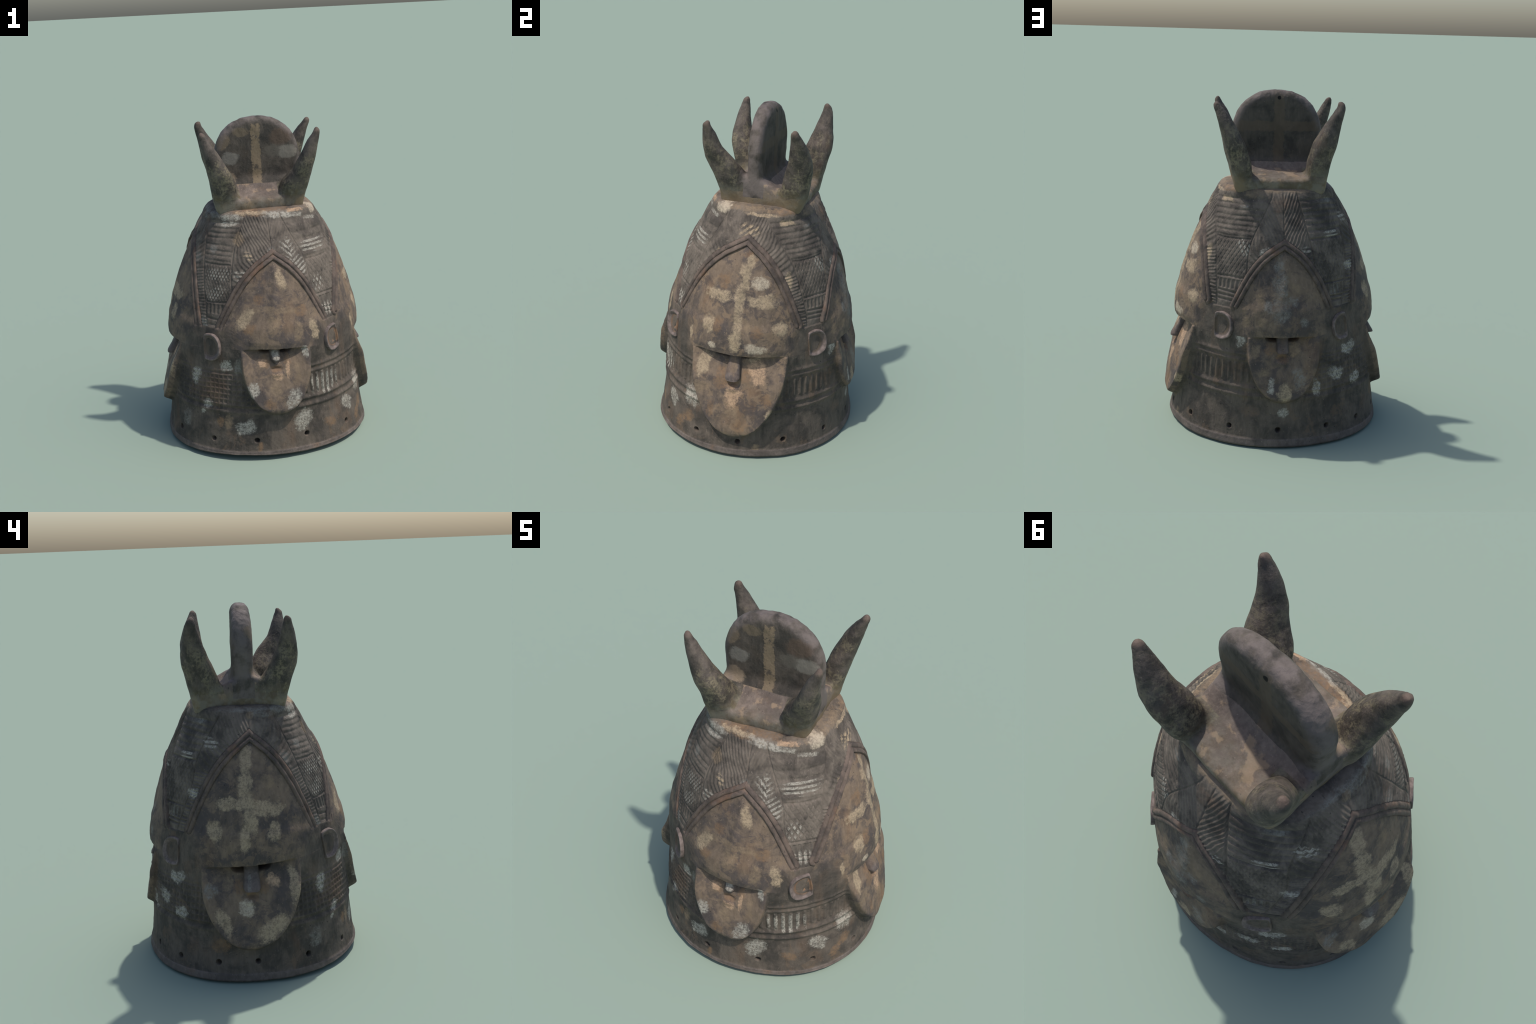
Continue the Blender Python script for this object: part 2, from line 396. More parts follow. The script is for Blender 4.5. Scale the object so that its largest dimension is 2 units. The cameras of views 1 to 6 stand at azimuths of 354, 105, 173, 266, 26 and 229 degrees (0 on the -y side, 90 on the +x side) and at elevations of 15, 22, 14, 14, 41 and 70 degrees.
# ------------------------------------------------------------------ materials
class Nodes:
    """small helper that writes a node tree as expressions"""
    def __init__(self, name):
        self.mat = bpy.data.materials.new(name); self.mat.use_nodes = True
        self.t = self.mat.node_tree; self.b = self.t.nodes['Principled BSDF']
        self.pos = self.t.nodes.new('ShaderNodeTexCoord').outputs['Object']
    def _in(self, sock, v):
        if isinstance(v, bpy.types.NodeSocket): self.t.links.new(v, sock)
        elif isinstance(v, (tuple, list)) and sock.type == 'RGBA' and len(v) == 3: sock.default_value = (*v, 1)
        else: sock.default_value = v
    def math(self, op, a, b=0.0, c=0.0, clamp=False):
        n = self.t.nodes.new('ShaderNodeMath'); n.operation = op; n.use_clamp = clamp
        for s, v in zip(n.inputs, (a, b, c)): self._in(s, v)
        return n.outputs[0]
    def vmath(self, op, a, b=(0, 0, 0), scale=None):
        n = self.t.nodes.new('ShaderNodeVectorMath'); n.operation = op
        self._in(n.inputs[0], a); self._in(n.inputs[1], b)
        if scale is not None: self._in(n.inputs['Scale'], scale)
        return n.outputs['Value'] if op in ('LENGTH', 'DOT_PRODUCT') else n.outputs[0]
    def noise(self, scale, detail=3.0, rough=.55, vec=None, stretch=None, colour=False, dist=0.0):
        v = vec or self.pos
        if stretch: v = self.vmath('MULTIPLY', v, stretch)
        n = self.t.nodes.new('ShaderNodeTexNoise'); self._in(n.inputs['Vector'], v)
        n.inputs['Scale'].default_value = scale; n.inputs['Detail'].default_value = detail
        n.inputs['Roughness'].default_value = rough; n.inputs['Distortion'].default_value = dist
        return n.outputs['Color' if colour else 'Fac']
    def ramp(self, v, lo, hi, to0=0.0, to1=1.0):
        n = self.t.nodes.new('ShaderNodeMapRange'); n.interpolation_type = 'SMOOTHSTEP'
        self._in(n.inputs[0], v)
        for i, x in enumerate((lo, hi, to0, to1)): n.inputs[i + 1].default_value = x
        return n.outputs[0]
    def mix(self, fac, a, b):
        n = self.t.nodes.new('ShaderNodeMix'); n.data_type = 'RGBA'
        self._in(n.inputs['Factor'], fac); self._in(n.inputs[6], a); self._in(n.inputs[7], b)
        return n.outputs[2]
    def split(self, v):
        n = self.t.nodes.new('ShaderNodeSeparateXYZ'); self._in(n.inputs[0], v); return n.outputs
    def mapping(self, v, loc, rot, scale):
        n = self.t.nodes.new('ShaderNodeMapping'); n.vector_type = 'TEXTURE'
        self._in(n.inputs['Vector'], v)
        n.inputs['Location'].default_value = loc; n.inputs['Rotation'].default_value = rot; n.inputs['Scale'].default_value = scale
        return n.outputs[0]
    def warped(self, amount=.03, scale=16):
        c = self.noise(scale, 3.0, .6, colour=True)
        c = self.vmath('SUBTRACT', c, (.5, .5, .5))
        return self.vmath('ADD', self.pos, self.vmath('SCALE', c, scale=amount))
    def finish(self, colour, rough=.72, bump=.35, grain=70):
        self._in(self.b.inputs['Base Color'], colour)
        self._in(self.b.inputs['Roughness'], rough)
        self.b.inputs['Specular IOR Level'].default_value = .16
        h = self.math('ADD', self.noise(grain, 5, .65), self.math('MULTIPLY', self.noise(26, 3, .6, stretch=(1.6, 1.6, .4)), .8))
        n = self.t.nodes.new('ShaderNodeBump'); n.inputs['Strength'].default_value = bump; n.inputs['Distance'].default_value = .006
        self._in(n.inputs['Height'], h); self.t.links.new(n.outputs[0], self.b.inputs['Normal'])
        return self.mat

PAINT = dict(white=(.39, .358, .300), faint=(.225, .212, .185), cream=(.385, .295, .195), pale=(.46, .385, .29), tan=(.25, .182, .118),
             tan2=(.15, .104, .075), ochre=(.225, .138, .078), bright=(.47, .315, .20), bare=(.085, .066, .055))
STRENGTH = dict(white=1.0, faint=.88, cream=1.06, pale=1.1, tan=.88, tan2=.75, ochre=.86, bright=1.0, bare=.9)
SOFT = ('ochre', 'tan', 'tan2', 'faint')
ORDER = ['tan2', 'ochre', 'tan', 'cream', 'faint', 'white', 'pale', 'bright', 'bare']

def dab(az, z, half_w, half_h, turn, colour, texture='plain'):
    """one dab of paint: where it sits on the helm, its half sizes in metres and its tilt"""
    return dict(az=az, z=z, w=half_w, h=half_h, turn=turn, colour=colour, texture=texture)
HAIR_DABS = [
    dab(-127, 1.43, 0.079, 0.019, 0, 'white', 'plain'),
    dab(-129, 1.39, 0.073, 0.015, 2, 'white', 'plain'),
    dab(-116, 1.31, 0.036, 0.042, 38, 'tan', 'plain'),
    dab(-130, 1.11, 0.093, 0.041, 3, 'white', 'cross'),
    dab(-110, 1.10, 0.061, 0.035, -9, 'white', 'lines'),
    dab(-130, 1.00, 0.075, 0.040, 25, 'white', 'cross'),
    dab(-106, 1.22, 0.033, 0.020, -36, 'cream', 'lines'),
    dab(-139, 1.25, 0.032, 0.025, -26, 'faint', 'plain'),
    dab(-138, 0.82, 0.034, 0.045, 6, 'faint', 'plain'),
    dab(-70, 1.25, 0.046, 0.056, 28, 'white', 'slant'),
    dab(-64, 1.15, 0.049, 0.060, 17, 'white', 'slant'),
    dab(-44, 1.24, 0.109, 0.040, 0, 'white', 'lines'),
    dab(-51, 1.02, 0.045, 0.056, -22, 'white', 'cross'),
    dab(-47, 0.86, 0.060, 0.043, -9, 'white', 'rungs'),
    dab(-65, 1.43, 0.129, 0.019, -3, 'white', 'plain'),
    dab(-35, 1.39, 0.054, 0.013, -6, 'white', 'plain'),
    dab(-85, 1.24, 0.026, 0.023, 12, 'faint', 'plain'),
    dab(5, 1.35, 0.064, 0.038, 4, 'cream', 'slant'),
    dab(-15, 1.21, 0.035, 0.025, 4, 'cream', 'plain'),
    dab(-8, 1.20, 0.044, 0.020, 39, 'cream', 'plain'),
    dab(39, 1.39, 0.041, 0.012, -13, 'cream', 'plain'),
    dab(34, 1.08, 0.025, 0.058, -4, 'cream', 'plain'),
    dab(14, 1.43, 0.104, 0.010, -1, 'cream', 'plain'),
    dab(61, 1.14, 0.038, 0.052, 38, 'white', 'cross'),
    dab(77, 1.12, 0.038, 0.029, 26, 'white', 'plain'),
    dab(105, 1.13, 0.034, 0.028, 12, 'white', 'lines'),
    dab(33, 1.39, 0.031, 0.015, -4, 'cream', 'plain'),
    dab(55, 1.36, 0.024, 0.008, 3, 'faint', 'plain'),
    dab(150, 1.28, 0.051, 0.030, -20, 'white', 'lines'),
    dab(130, 1.21, 0.056, 0.026, 1, 'white', 'lines'),
    dab(141, 1.02, 0.042, 0.027, 3, 'white', 'plain'),
    dab(126, 0.90, 0.042, 0.036, -3, 'faint', 'rungs'),
    dab(-156, 1.19, 0.044, 0.036, 43, 'faint', 'plain'),
    dab(133, 1.39, 0.059, 0.014, 4, 'faint', 'plain'),
    dab(-166, 1.42, 0.058, 0.017, -4, 'faint', 'plain'),
    dab(-178, 1.42, 0.023, 0.020, 44, 'tan', 'plain'),
]
FRONT_DABS = [
    dab(-81, 1.08, 0.028, 0.063, 9, 'cream', 'plain'),
    dab(-108, 0.87, 0.037, 0.076, -38, 'cream', 'plain'),
    dab(-63, 0.77, 0.031, 0.068, 12, 'cream', 'plain'),
    dab(-89, 0.83, 0.049, 0.064, -5, 'tan', 'plain'),
    dab(-87, 0.91, 0.152, 0.021, -5, 'tan', 'plain'),
    dab(-70, 0.89, 0.045, 0.036, 18, 'ochre', 'plain'),
    dab(-74, 0.77, 0.032, 0.067, -5, 'tan', 'plain'),
    dab(-98, 0.98, 0.036, 0.034, -12, 'ochre', 'plain'),
    dab(-105, 0.81, 0.042, 0.035, -3, 'ochre', 'plain'),
    dab(-103, 0.45, 0.035, 0.047, 18, 'white', 'plain'),
    dab(-81, 0.38, 0.041, 0.066, -25, 'white', 'plain'),
    dab(-94, 0.36, 0.038, 0.030, -9, 'ochre', 'plain'),
    dab(-98, 0.60, 0.034, 0.024, -4, 'bright', 'plain'),
    dab(-89, 0.52, 0.039, 0.019, -7, 'bright', 'plain'),
    dab(-82, 0.55, 0.013, 0.052, -3, 'bright', 'plain'),
    dab(-76, 0.54, 0.017, 0.052, -3, 'tan', 'plain'),
    dab(-71, 0.65, 0.021, 0.037, -2, 'white', 'plain'),
    dab(-90, 0.45, 0.031, 0.050, -1, 'tan', 'plain'),
]
RIGHT_DABS = [
    dab(9, 1.19, 0.029, 0.036, 9, 'cream', 'plain'),
    dab(6, 1.11, 0.033, 0.081, -2, 'cream', 'plain'),
    dab(4, 0.98, 0.031, 0.097, -1, 'cream', 'plain'),
    dab(4, 0.84, 0.031, 0.087, 4, 'cream', 'plain'),
    dab(-10, 0.99, 0.096, 0.032, 2, 'cream', 'plain'),
    dab(17, 0.98, 0.095, 0.037, -1, 'cream', 'plain'),
    dab(16, 1.08, 0.053, 0.042, -4, 'pale', 'plain'),
    dab(-14, 0.82, 0.038, 0.053, 3, 'cream', 'plain'),
    dab(10, 0.85, 0.028, 0.044, 2, 'tan', 'plain'),
    dab(28, 0.82, 0.040, 0.043, 38, 'cream', 'plain'),
    dab(-26, 0.73, 0.015, 0.038, 6, 'cream', 'plain'),
    dab(-7, 1.07, 0.049, 0.039, 22, 'ochre', 'plain'),
    dab(-8, 0.82, 0.038, 0.053, 2, 'ochre', 'plain'),
    dab(15, 0.81, 0.035, 0.041, -1, 'ochre', 'plain'),
    dab(6, 1.23, 0.041, 0.021, 6, 'ochre', 'plain'),
    dab(3, 0.74, 0.035, 0.063, 1, 'cream', 'plain'),
    dab(-10, 0.70, 0.027, 0.019, 22, 'pale', 'plain'),
    dab(14, 0.71, 0.068, 0.028, -6, 'pale', 'plain'),
    dab(-15, 0.56, 0.036, 0.074, -2, 'cream', 'plain'),
    dab(16, 0.55, 0.056, 0.076, 7, 'bright', 'plain'),
    dab(3, 0.40, 0.053, 0.062, -21, 'bright', 'plain'),
    dab(14, 0.63, 0.046, 0.032, 7, 'cream', 'plain'),
    dab(-8, 0.31, 0.024, 0.060, 1, 'ochre', 'plain'),
    dab(8, 0.23, 0.052, 0.043, 19, 'ochre', 'plain'),
    dab(21, 0.40, 0.040, 0.044, 8, 'ochre', 'plain'),
    dab(23, 0.30, 0.031, 0.043, -19, 'cream', 'plain'),
    dab(3, 0.31, 0.043, 0.033, 22, 'tan', 'plain'),
    dab(-2, 0.49, 0.065, 0.043, 19, 'ochre', 'plain'),
    dab(-14, 0.44, 0.066, 0.042, 26, 'tan', 'plain'),
]
BACK_DABS = [
    dab(87, 1.05, 0.029, 0.065, 0, 'faint', 'plain'),
    dab(87, 0.94, 0.044, 0.072, 0, 'faint', 'plain'),
    dab(88, 0.81, 0.055, 0.077, 1, 'faint', 'plain'),
    dab(80, 0.83, 0.028, 0.033, 6, 'faint', 'plain'),
    dab(95, 0.86, 0.029, 0.028, 4, 'faint', 'plain'),
    dab(76, 0.86, 0.027, 0.043, 5, 'tan', 'plain'),
    dab(77, 0.74, 0.027, 0.030, 3, 'tan', 'plain'),
    dab(68, 0.74, 0.024, 0.030, 1, 'tan', 'plain'),
    dab(101, 0.74, 0.030, 0.029, -26, 'faint', 'plain'),
    dab(97, 0.93, 0.029, 0.029, 21, 'tan', 'plain'),
    dab(67, 0.74, 0.026, 0.022, 8, 'tan', 'plain'),
    dab(83, 0.38, 0.025, 0.049, 2, 'white', 'plain'),
    dab(90, 0.34, 0.038, 0.058, 3, 'cream', 'plain'),
    dab(98, 0.42, 0.039, 0.065, 3, 'faint', 'plain'),
    dab(74, 0.57, 0.022, 0.038, 1, 'tan', 'plain'),
    dab(79, 0.46, 0.032, 0.034, -1, 'tan', 'plain'),
    dab(96, 0.59, 0.038, 0.042, 16, 'tan', 'plain'),
]
LEFT_DABS = [
    dab(177, 1.21, 0.032, 0.071, -4, 'cream', 'plain'),
    dab(176, 1.08, 0.039, 0.087, -3, 'cream', 'plain'),
    dab(165, 0.98, 0.071, 0.034, 5, 'cream', 'plain'),
    dab(-174, 0.95, 0.110, 0.040, -5, 'cream', 'plain'),
    dab(178, 0.89, 0.040, 0.080, -3, 'cream', 'plain'),
    dab(175, 0.98, 0.070, 0.037, -3, 'cream', 'plain'),
    dab(158, 0.84, 0.046, 0.061, 12, 'cream', 'plain'),
    dab(-169, 0.83, 0.037, 0.056, -18, 'cream', 'plain'),
    dab(-170, 1.09, 0.033, 0.046, -11, 'tan', 'plain'),
    dab(175, 0.81, 0.035, 0.078, -2, 'cream', 'plain'),
    dab(-171, 0.56, 0.037, 0.033, -22, 'bright', 'plain'),
    dab(165, 0.55, 0.032, 0.040, -7, 'tan', 'plain'),
    dab(175, 0.43, 0.044, 0.046, 2, 'pale', 'plain'),
    dab(164, 0.35, 0.038, 0.078, 30, 'cream', 'plain'),
    dab(-173, 0.32, 0.102, 0.049, 39, 'cream', 'plain'),
    dab(-161, 0.53, 0.030, 0.097, -2, 'cream', 'plain'),
    dab(177, 0.48, 0.043, 0.026, -4, 'ochre', 'plain'),
    dab(156, 0.52, 0.042, 0.037, 41, 'faint', 'plain'),
]
NECK_DABS = [
    dab(65, 0.65, 0.035, 0.061, 1, 'white', 'plain'),
    dab(-120, 0.58, 0.040, 0.033, 19, 'white', 'plain'),
    dab(-142, 0.49, 0.038, 0.058, -17, 'white', 'plain'),
    dab(-133, 0.33, 0.039, 0.030, 35, 'white', 'plain'),
    dab(-136, 0.28, 0.019, 0.014, 31, 'white', 'plain'),
    dab(-149, 0.20, 0.041, 0.055, -21, 'faint', 'plain'),
    dab(-119, 0.23, 0.028, 0.048, -4, 'tan', 'plain'),
    dab(-109, 0.20, 0.067, 0.044, 13, 'white', 'plain'),
    dab(-74, 0.22, 0.072, 0.055, 43, 'white', 'plain'),
    dab(-40, 0.23, 0.063, 0.042, -27, 'white', 'plain'),
    dab(-57, 0.42, 0.120, 0.068, -6, 'white', 'flutes'),
    dab(-112, 0.58, 0.033, 0.050, -5, 'faint', 'plain'),
    dab(-56, 0.16, 0.049, 0.030, -23, 'ochre', 'plain'),
    dab(-101, 0.08, 0.014, 0.029, -2, 'ochre', 'plain'),
    dab(-124, 0.23, 0.030, 0.037, -17, 'ochre', 'plain'),
    dab(-24, 0.31, 0.061, 0.072, 24, 'white', 'plain'),
    dab(-25, 0.18, 0.039, 0.051, -39, 'ochre', 'plain'),
    dab(-31, 0.12, 0.049, 0.034, 41, 'ochre', 'plain'),
    dab(17, 0.07, 0.026, 0.022, 4, 'tan', 'plain'),
    dab(90, 0.21, 0.031, 0.029, 16, 'white', 'plain'),
    dab(131, 0.54, 0.047, 0.029, -22, 'white', 'plain'),
    dab(121, 0.42, 0.050, 0.038, -28, 'white', 'plain'),
    dab(109, 0.35, 0.027, 0.051, 4, 'white', 'plain'),
    dab(136, 0.35, 0.048, 0.033, -32, 'white', 'plain'),
    dab(71, 0.21, 0.060, 0.040, 6, 'tan2', 'plain'),
    dab(135, 0.55, 0.047, 0.030, 24, 'white', 'plain'),
    dab(124, 0.42, 0.041, 0.026, 31, 'white', 'plain'),
    dab(137, 0.36, 0.046, 0.031, 28, 'white', 'plain'),
    dab(160, 0.21, 0.063, 0.043, -18, 'ochre', 'plain'),
    dab(145, 0.18, 0.045, 0.060, -14, 'tan2', 'plain'),
]


# crust along the foot of the crown block
FOOT_DABS = [
    dab(-92, 1.452, .20, .022, 0, 'ochre'), dab(-72, 1.447, .12, .010, 0, 'faint'), dab(-105, 1.45, .10, .010, 0, 'cream'), dab(-50, 1.45, .06, .010, 0, 'bright'),
    dab(0, 1.452, .22, .016, 0, 'tan'), dab(-25, 1.44, .05, .030, 0, 'pale'), dab(35, 1.445, .09, .018, 0, 'ochre'), dab(92, 1.450, .18, .016, 0, 'tan'),
    dab(62, 1.435, .07, .030, 0, 'tan'), dab(180, 1.445, .16, .012, 0, 'faint'), dab(-150, 1.44, .08, .020, 0, 'faint'), dab(88, 1.38, .05, .05, 0, 'tan2'),
]

def radius_at(az, z):
    return float(bell_radius(np.array(math.radians(az)), np.array(float(z))))

def paint_dabs(N, colour, dabs, patterns, wv):
    """lay dabs of paint over a colour; patterns: texture name -> mask socket"""
    rag = N.noise(105, 4, .75); rag2 = N.noise(24, 5, .68)
    raggy = N.math('ADD', N.math('MULTIPLY', N.math('SUBTRACT', rag, .5), 1.5), N.math('MULTIPLY', N.math('SUBTRACT', rag2, .5), 2.0))
    worn = N.noise(78, 4, .8, vec=N.vmath('ADD', N.pos, (9, 4, 2)))
    for cname in ORDER:
        group = [d for d in dabs if d['colour'] == cname]
        for tex in sorted({d['texture'] for d in group}):
            m = None
            for d in (g for g in group if g['texture'] == tex):
                r = radius_at(d['az'], d['z']); a = math.radians(d['az'])
                q = N.mapping(wv, (r*math.cos(a), r*math.sin(a), d['z']), (math.radians(d['turn']), 0, a), (.16, d['w'], d['h']))
                k = N.ramp(N.math('ADD', N.math('SQRT', N.vmath('LENGTH', N.vmath('MULTIPLY', q, q))), N.vmath('LENGTH', q)), 2.75, .85)
                m = k if m is None else N.math('MAXIMUM', m, k)
            if tex in patterns: m = N.math('MULTIPLY', m, patterns[tex])
            m = N.math('MULTIPLY', m, STRENGTH[cname])
            fac = N.math('MULTIPLY_ADD', N.math('ADD', N.math('SUBTRACT', m, .45), N.math('MULTIPLY', raggy, 1.05)), *((1.2, .30) if cname in SOFT else (1.5, .29)), clamp=True)
            fac = N.math('MULTIPLY', fac, N.ramp(m, .06, .30))
            fac = N.math('MULTIPLY', fac, N.ramp(worn, .40, .56, .22 if cname in ('white', 'faint') else .42, .78 if cname in SOFT else .92))
            tint = N.ramp(rag2, .25, .75)
            c = PAINT[cname]
            colour = N.mix(fac, colour, N.mix(tint, tuple(x*.84 for x in c), tuple(x*1.10 for x in c)))
    return colour

def wood(N, dark, light, warm, warm_amount=.5, scale=6.0):
    """aged dark wood: two browns in clouds, a warm stain, fine up-and-down grain and specks"""
    a = N.ramp(N.noise(scale, 6, .66, dist=.5), .36, .62)
    c = N.mix(a, dark, light)
    st = N.ramp(N.noise(scale * .55, 4, .6, stretch=(1, 1, .55)), .56, .72)
    c = N.mix(N.math('MULTIPLY', st, warm_amount), c, warm)
    g = N.ramp(N.noise(46, 4, .7, stretch=(1, 1, .30)), .30, .72, .86, 1.14)
    c = N.mix(1.0, c, c)
    n = N.t.nodes.new('ShaderNodeVectorMath'); n.operation = 'SCALE'
    N._in(n.inputs[0], c); N._in(n.inputs['Scale'], g)
    c = n.outputs[0]
    sp = N.ramp(N.noise(95, 2, .5), .66, .74)
    c = N.mix(N.math('MULTIPLY', sp, .35), c, tuple(x*1.9 for x in light))
    pit = N.ramp(N.noise(60, 2, .5, vec=N.vmath('ADD', N.pos, (3, 1, 7))), .70, .76)
    return N.mix(N.math('MULTIPLY', pit, .7), c, tuple(x*.45 for x in dark))

def angular(N, az):
    """arc length round the helm from an azimuth, and height"""
    x, y, z = N.split(N.mapping(N.pos, (0, 0, 0), (0, 0, math.radians(az)), (1, 1, 1)))
    r = N.math('SQRT', N.math('ADD', N.math('MULTIPLY', x, x), N.math('MULTIPLY', y, y)))
    return N.math('MULTIPLY', N.math('ARCTAN2', y, x), r), z
def stripes(N, v, pitch, lo=-.1, hi=.5):
    return N.ramp(N.math('COSINE', N.math('MULTIPLY', v, 2*math.pi/pitch)), lo, hi, .15, 1.0)

HAIR_DARK, HAIR_LIGHT, HAIR_WARM = (.071, .060, .051), (.164, .135, .109), (.170, .110, .074)
FACE_DARK, FACE_LIGHT, FACE_WARM = (.080, .066, .060), (.190, .140, .100), (.215, .130, .074)
NECK_DARK, NECK_LIGHT, NECK_WARM = (.062, .053, .045), (.128, .103, .082), (.165, .100, .062)

def hair_material(k):
    p = PANELS[k]; N = Nodes("painted_carved_hair")
    c = wood(N, HAIR_DARK, HAIR_LIGHT, HAIR_WARM, .45, 7)
    s, z = angular(N, p['az'])
    ph = p['pitch']
    d1 = stripes(N, N.math('ADD', N.math('MULTIPLY', s, .86), N.math('MULTIPLY', z, .5)), ph)
    d2 = stripes(N, N.math('SUBTRACT', N.math('MULTIPLY', s, .86), N.math('MULTIPLY', z, .5)), ph)
    grid = N.math('SUBTRACT', 1.15, N.math('MAXIMUM', d1, d2))
    sl = N.math('ADD', N.math('MULTIPLY', z, .86), N.math('MULTIPLY', N.math('ABSOLUTE', s), .5))
    pats = dict(cross=grid, lines=stripes(N, z, .023, -.6, .2), rungs=stripes(N, s, .028, -.5, .3), slant=stripes(N, sl, .021, -.4, .4))
    dabs = [d for d in HAIR_DABS + FOOT_DABS if abs(wrap(d['az'] - p['az'])) < 75]
    c = paint_dabs(N, c, dabs, pats, N.warped(.024, 26))
    return N.finish(c, .74, .45)
def face_material(i):
    N = Nodes("painted_face_wood")
    c = wood(N, FACE_DARK, FACE_LIGHT, FACE_WARM, .65 if i == 1 else .40, 6)
    # blotches where the old paint has gone thin or dark
    b1 = N.ramp(N.noise(11, 6, .70, vec=N.vmath('ADD', N.pos, (i + 2, 5, 3)), dist=.6), .535, .60)
    c = N.mix(N.math('MULTIPLY', b1, (.35, .60, .30, .35)[i]), c, (.245, .172, .112))
    b2 = N.ramp(N.noise(9, 6, .70, vec=N.vmath('ADD', N.pos, (1, i + 7, 2)), dist=.6), .53, .60)
    c = N.mix(N.math('MULTIPLY', b2, .70), c, (.082, .068, .064))
    # beside the brow the face passes into the neck's darker wood
    s, z = angular(N, FACES[i]['az'] + FACES[i]['mid'])
    edge = math.radians(FACES[i]['half']) * .58
    aside = N.math('MULTIPLY', N.ramp(N.math('ABSOLUTE', N.math('ADD', s, N.math('MULTIPLY', N.math('SUBTRACT', N.noise(14, 3), .5), .08))), edge, edge + .07), N.ramp(z, .84, .72))
    c = N.mix(aside, c, wood(N, NECK_DARK, NECK_LIGHT, NECK_WARM, .45, 6))
    n = FACES[i]['nose']; az = FACES[i]['az'] + n['mid']
    rust = [dab(az - 7, n['low'] + .02, .030, .045, 10, 'ochre'), dab(az + 7, n['low'] + .02, .030, .045, -10, 'ochre'), dab(az, n['low'] - .03, .045, .030, 0, 'ochre')]   # rusty wood round nose and mouth
    c = paint_dabs(N, c, [FRONT_DABS, RIGHT_DABS, BACK_DABS, LEFT_DABS][i] + rust, {}, N.warped(.055, 13))
    return N.finish(c, .70, .30)
def neck_material():
    N = Nodes("dark_neck_wood")
    c = wood(N, NECK_DARK, NECK_LIGHT, NECK_WARM, .45, 6)
    b1 = N.ramp(N.noise(8, 6, .70, vec=N.vmath('ADD', N.pos, (4, 5, 3)), stretch=(1, 1, .6), dist=.6), .56, .63)
    c = N.mix(N.math('MULTIPLY', b1, .40), c, (.165, .112, .074))
    s, z = angular(N, -47)
    c = paint_dabs(N, c, NECK_DABS, dict(flutes=stripes(N, s, .040, -.4, .4)), N.warped(.045, 18))
    return N.finish(c, .75, .40)
def band_material():
    N = Nodes("worn_hair_cord")
    c = wood(N, (.080, .064, .055), (.150, .112, .090), (.205, .115, .072), .8, 12)
    return N.finish(c, .7, .35)
def rim_material():
    N = Nodes("rubbed_rim_wood")
    c = wood(N, (.105, .086, .074), (.150, .122, .104), (.19, .115, .07), .5, 9)
    return N.finish(c, .7, .4)
def inner_material():
    N = Nodes("raw_inner_wood"); return N.finish(wood(N, (.06, .045, .035), (.10, .075, .055), (.12, .08, .05)), .85, .4)
_face = [face_material(i) for i in range(4)]; _hair = [hair_material(k) for k in range(4)]
_neck, _band, _rim, _inner = neck_material(), band_material(), rim_material(), inner_material()
def material_for(code):
    k, i = code // 10, code % 10
    return {0: _neck, 1: _face[i], 2: _face[i], 3: _hair[i], 4: _band, 5: _rim, 6: _inner}[k]
NOSE_PAINT = ['white', 'tan', 'tan2', 'faint']
def nose_material(i):
    f = FACES[i]; n = f['nose']; N = Nodes("nose_wood")
    c = wood(N, (.085, .070, .064), (.150, .120, .105), FACE_WARM, .3, 10)
    az = f['az'] + n['mid']
    h = (n['top'] - n['low']) * .36
    dabs = [dict(az=az - (1.2 if i == 3 else 0), z=lerp(n['low'], n['top'], .55 if i != 3 else .35), w=.026 if i != 3 else .014, h=h, turn=0, colour=NOSE_PAINT[i], texture='plain')]
    return N.finish(paint_dabs(N, c, dabs, {}, N.warped(.02, 20)), .65, .3)
EAR_DISH = [(.30, .175, .105), (.165, .122, .084), (.155, .115, .085), (.155, .118, .090)]
def ear_material(k):
    e = EARS[k]; N = Nodes("ear_wood")
    c = wood(N, (.085, .068, .058), (.150, .115, .092), FACE_WARM, .5, 9)
    a = math.radians(e['az']); r = radius_at(e['az'], e['z']) + .01
    q = N.vmath('LENGTH', N.mapping(N.warped(.012, 30), (r*math.cos(a), r*math.sin(a), e['z']), (0, 0, a), (.2, e['a'], e['b'])))
    rimc = N.mix(N.ramp(N.noise(40, 3, .6), .35, .7), (.125, .100, .088), (.245, .192, .172))
    c = N.mix(N.math('MULTIPLY', N.ramp(q, .70, .84), .8), c, rimc)
    dish = N.mix(N.ramp(N.noise(22, 4, .65), .3, .7), tuple(x*.6 for x in EAR_DISH[k]), EAR_DISH[k])
    c = N.mix(N.math('MULTIPLY', N.ramp(q, .78, .55), .85), c, dish)
    return N.finish(c, .68, .3)

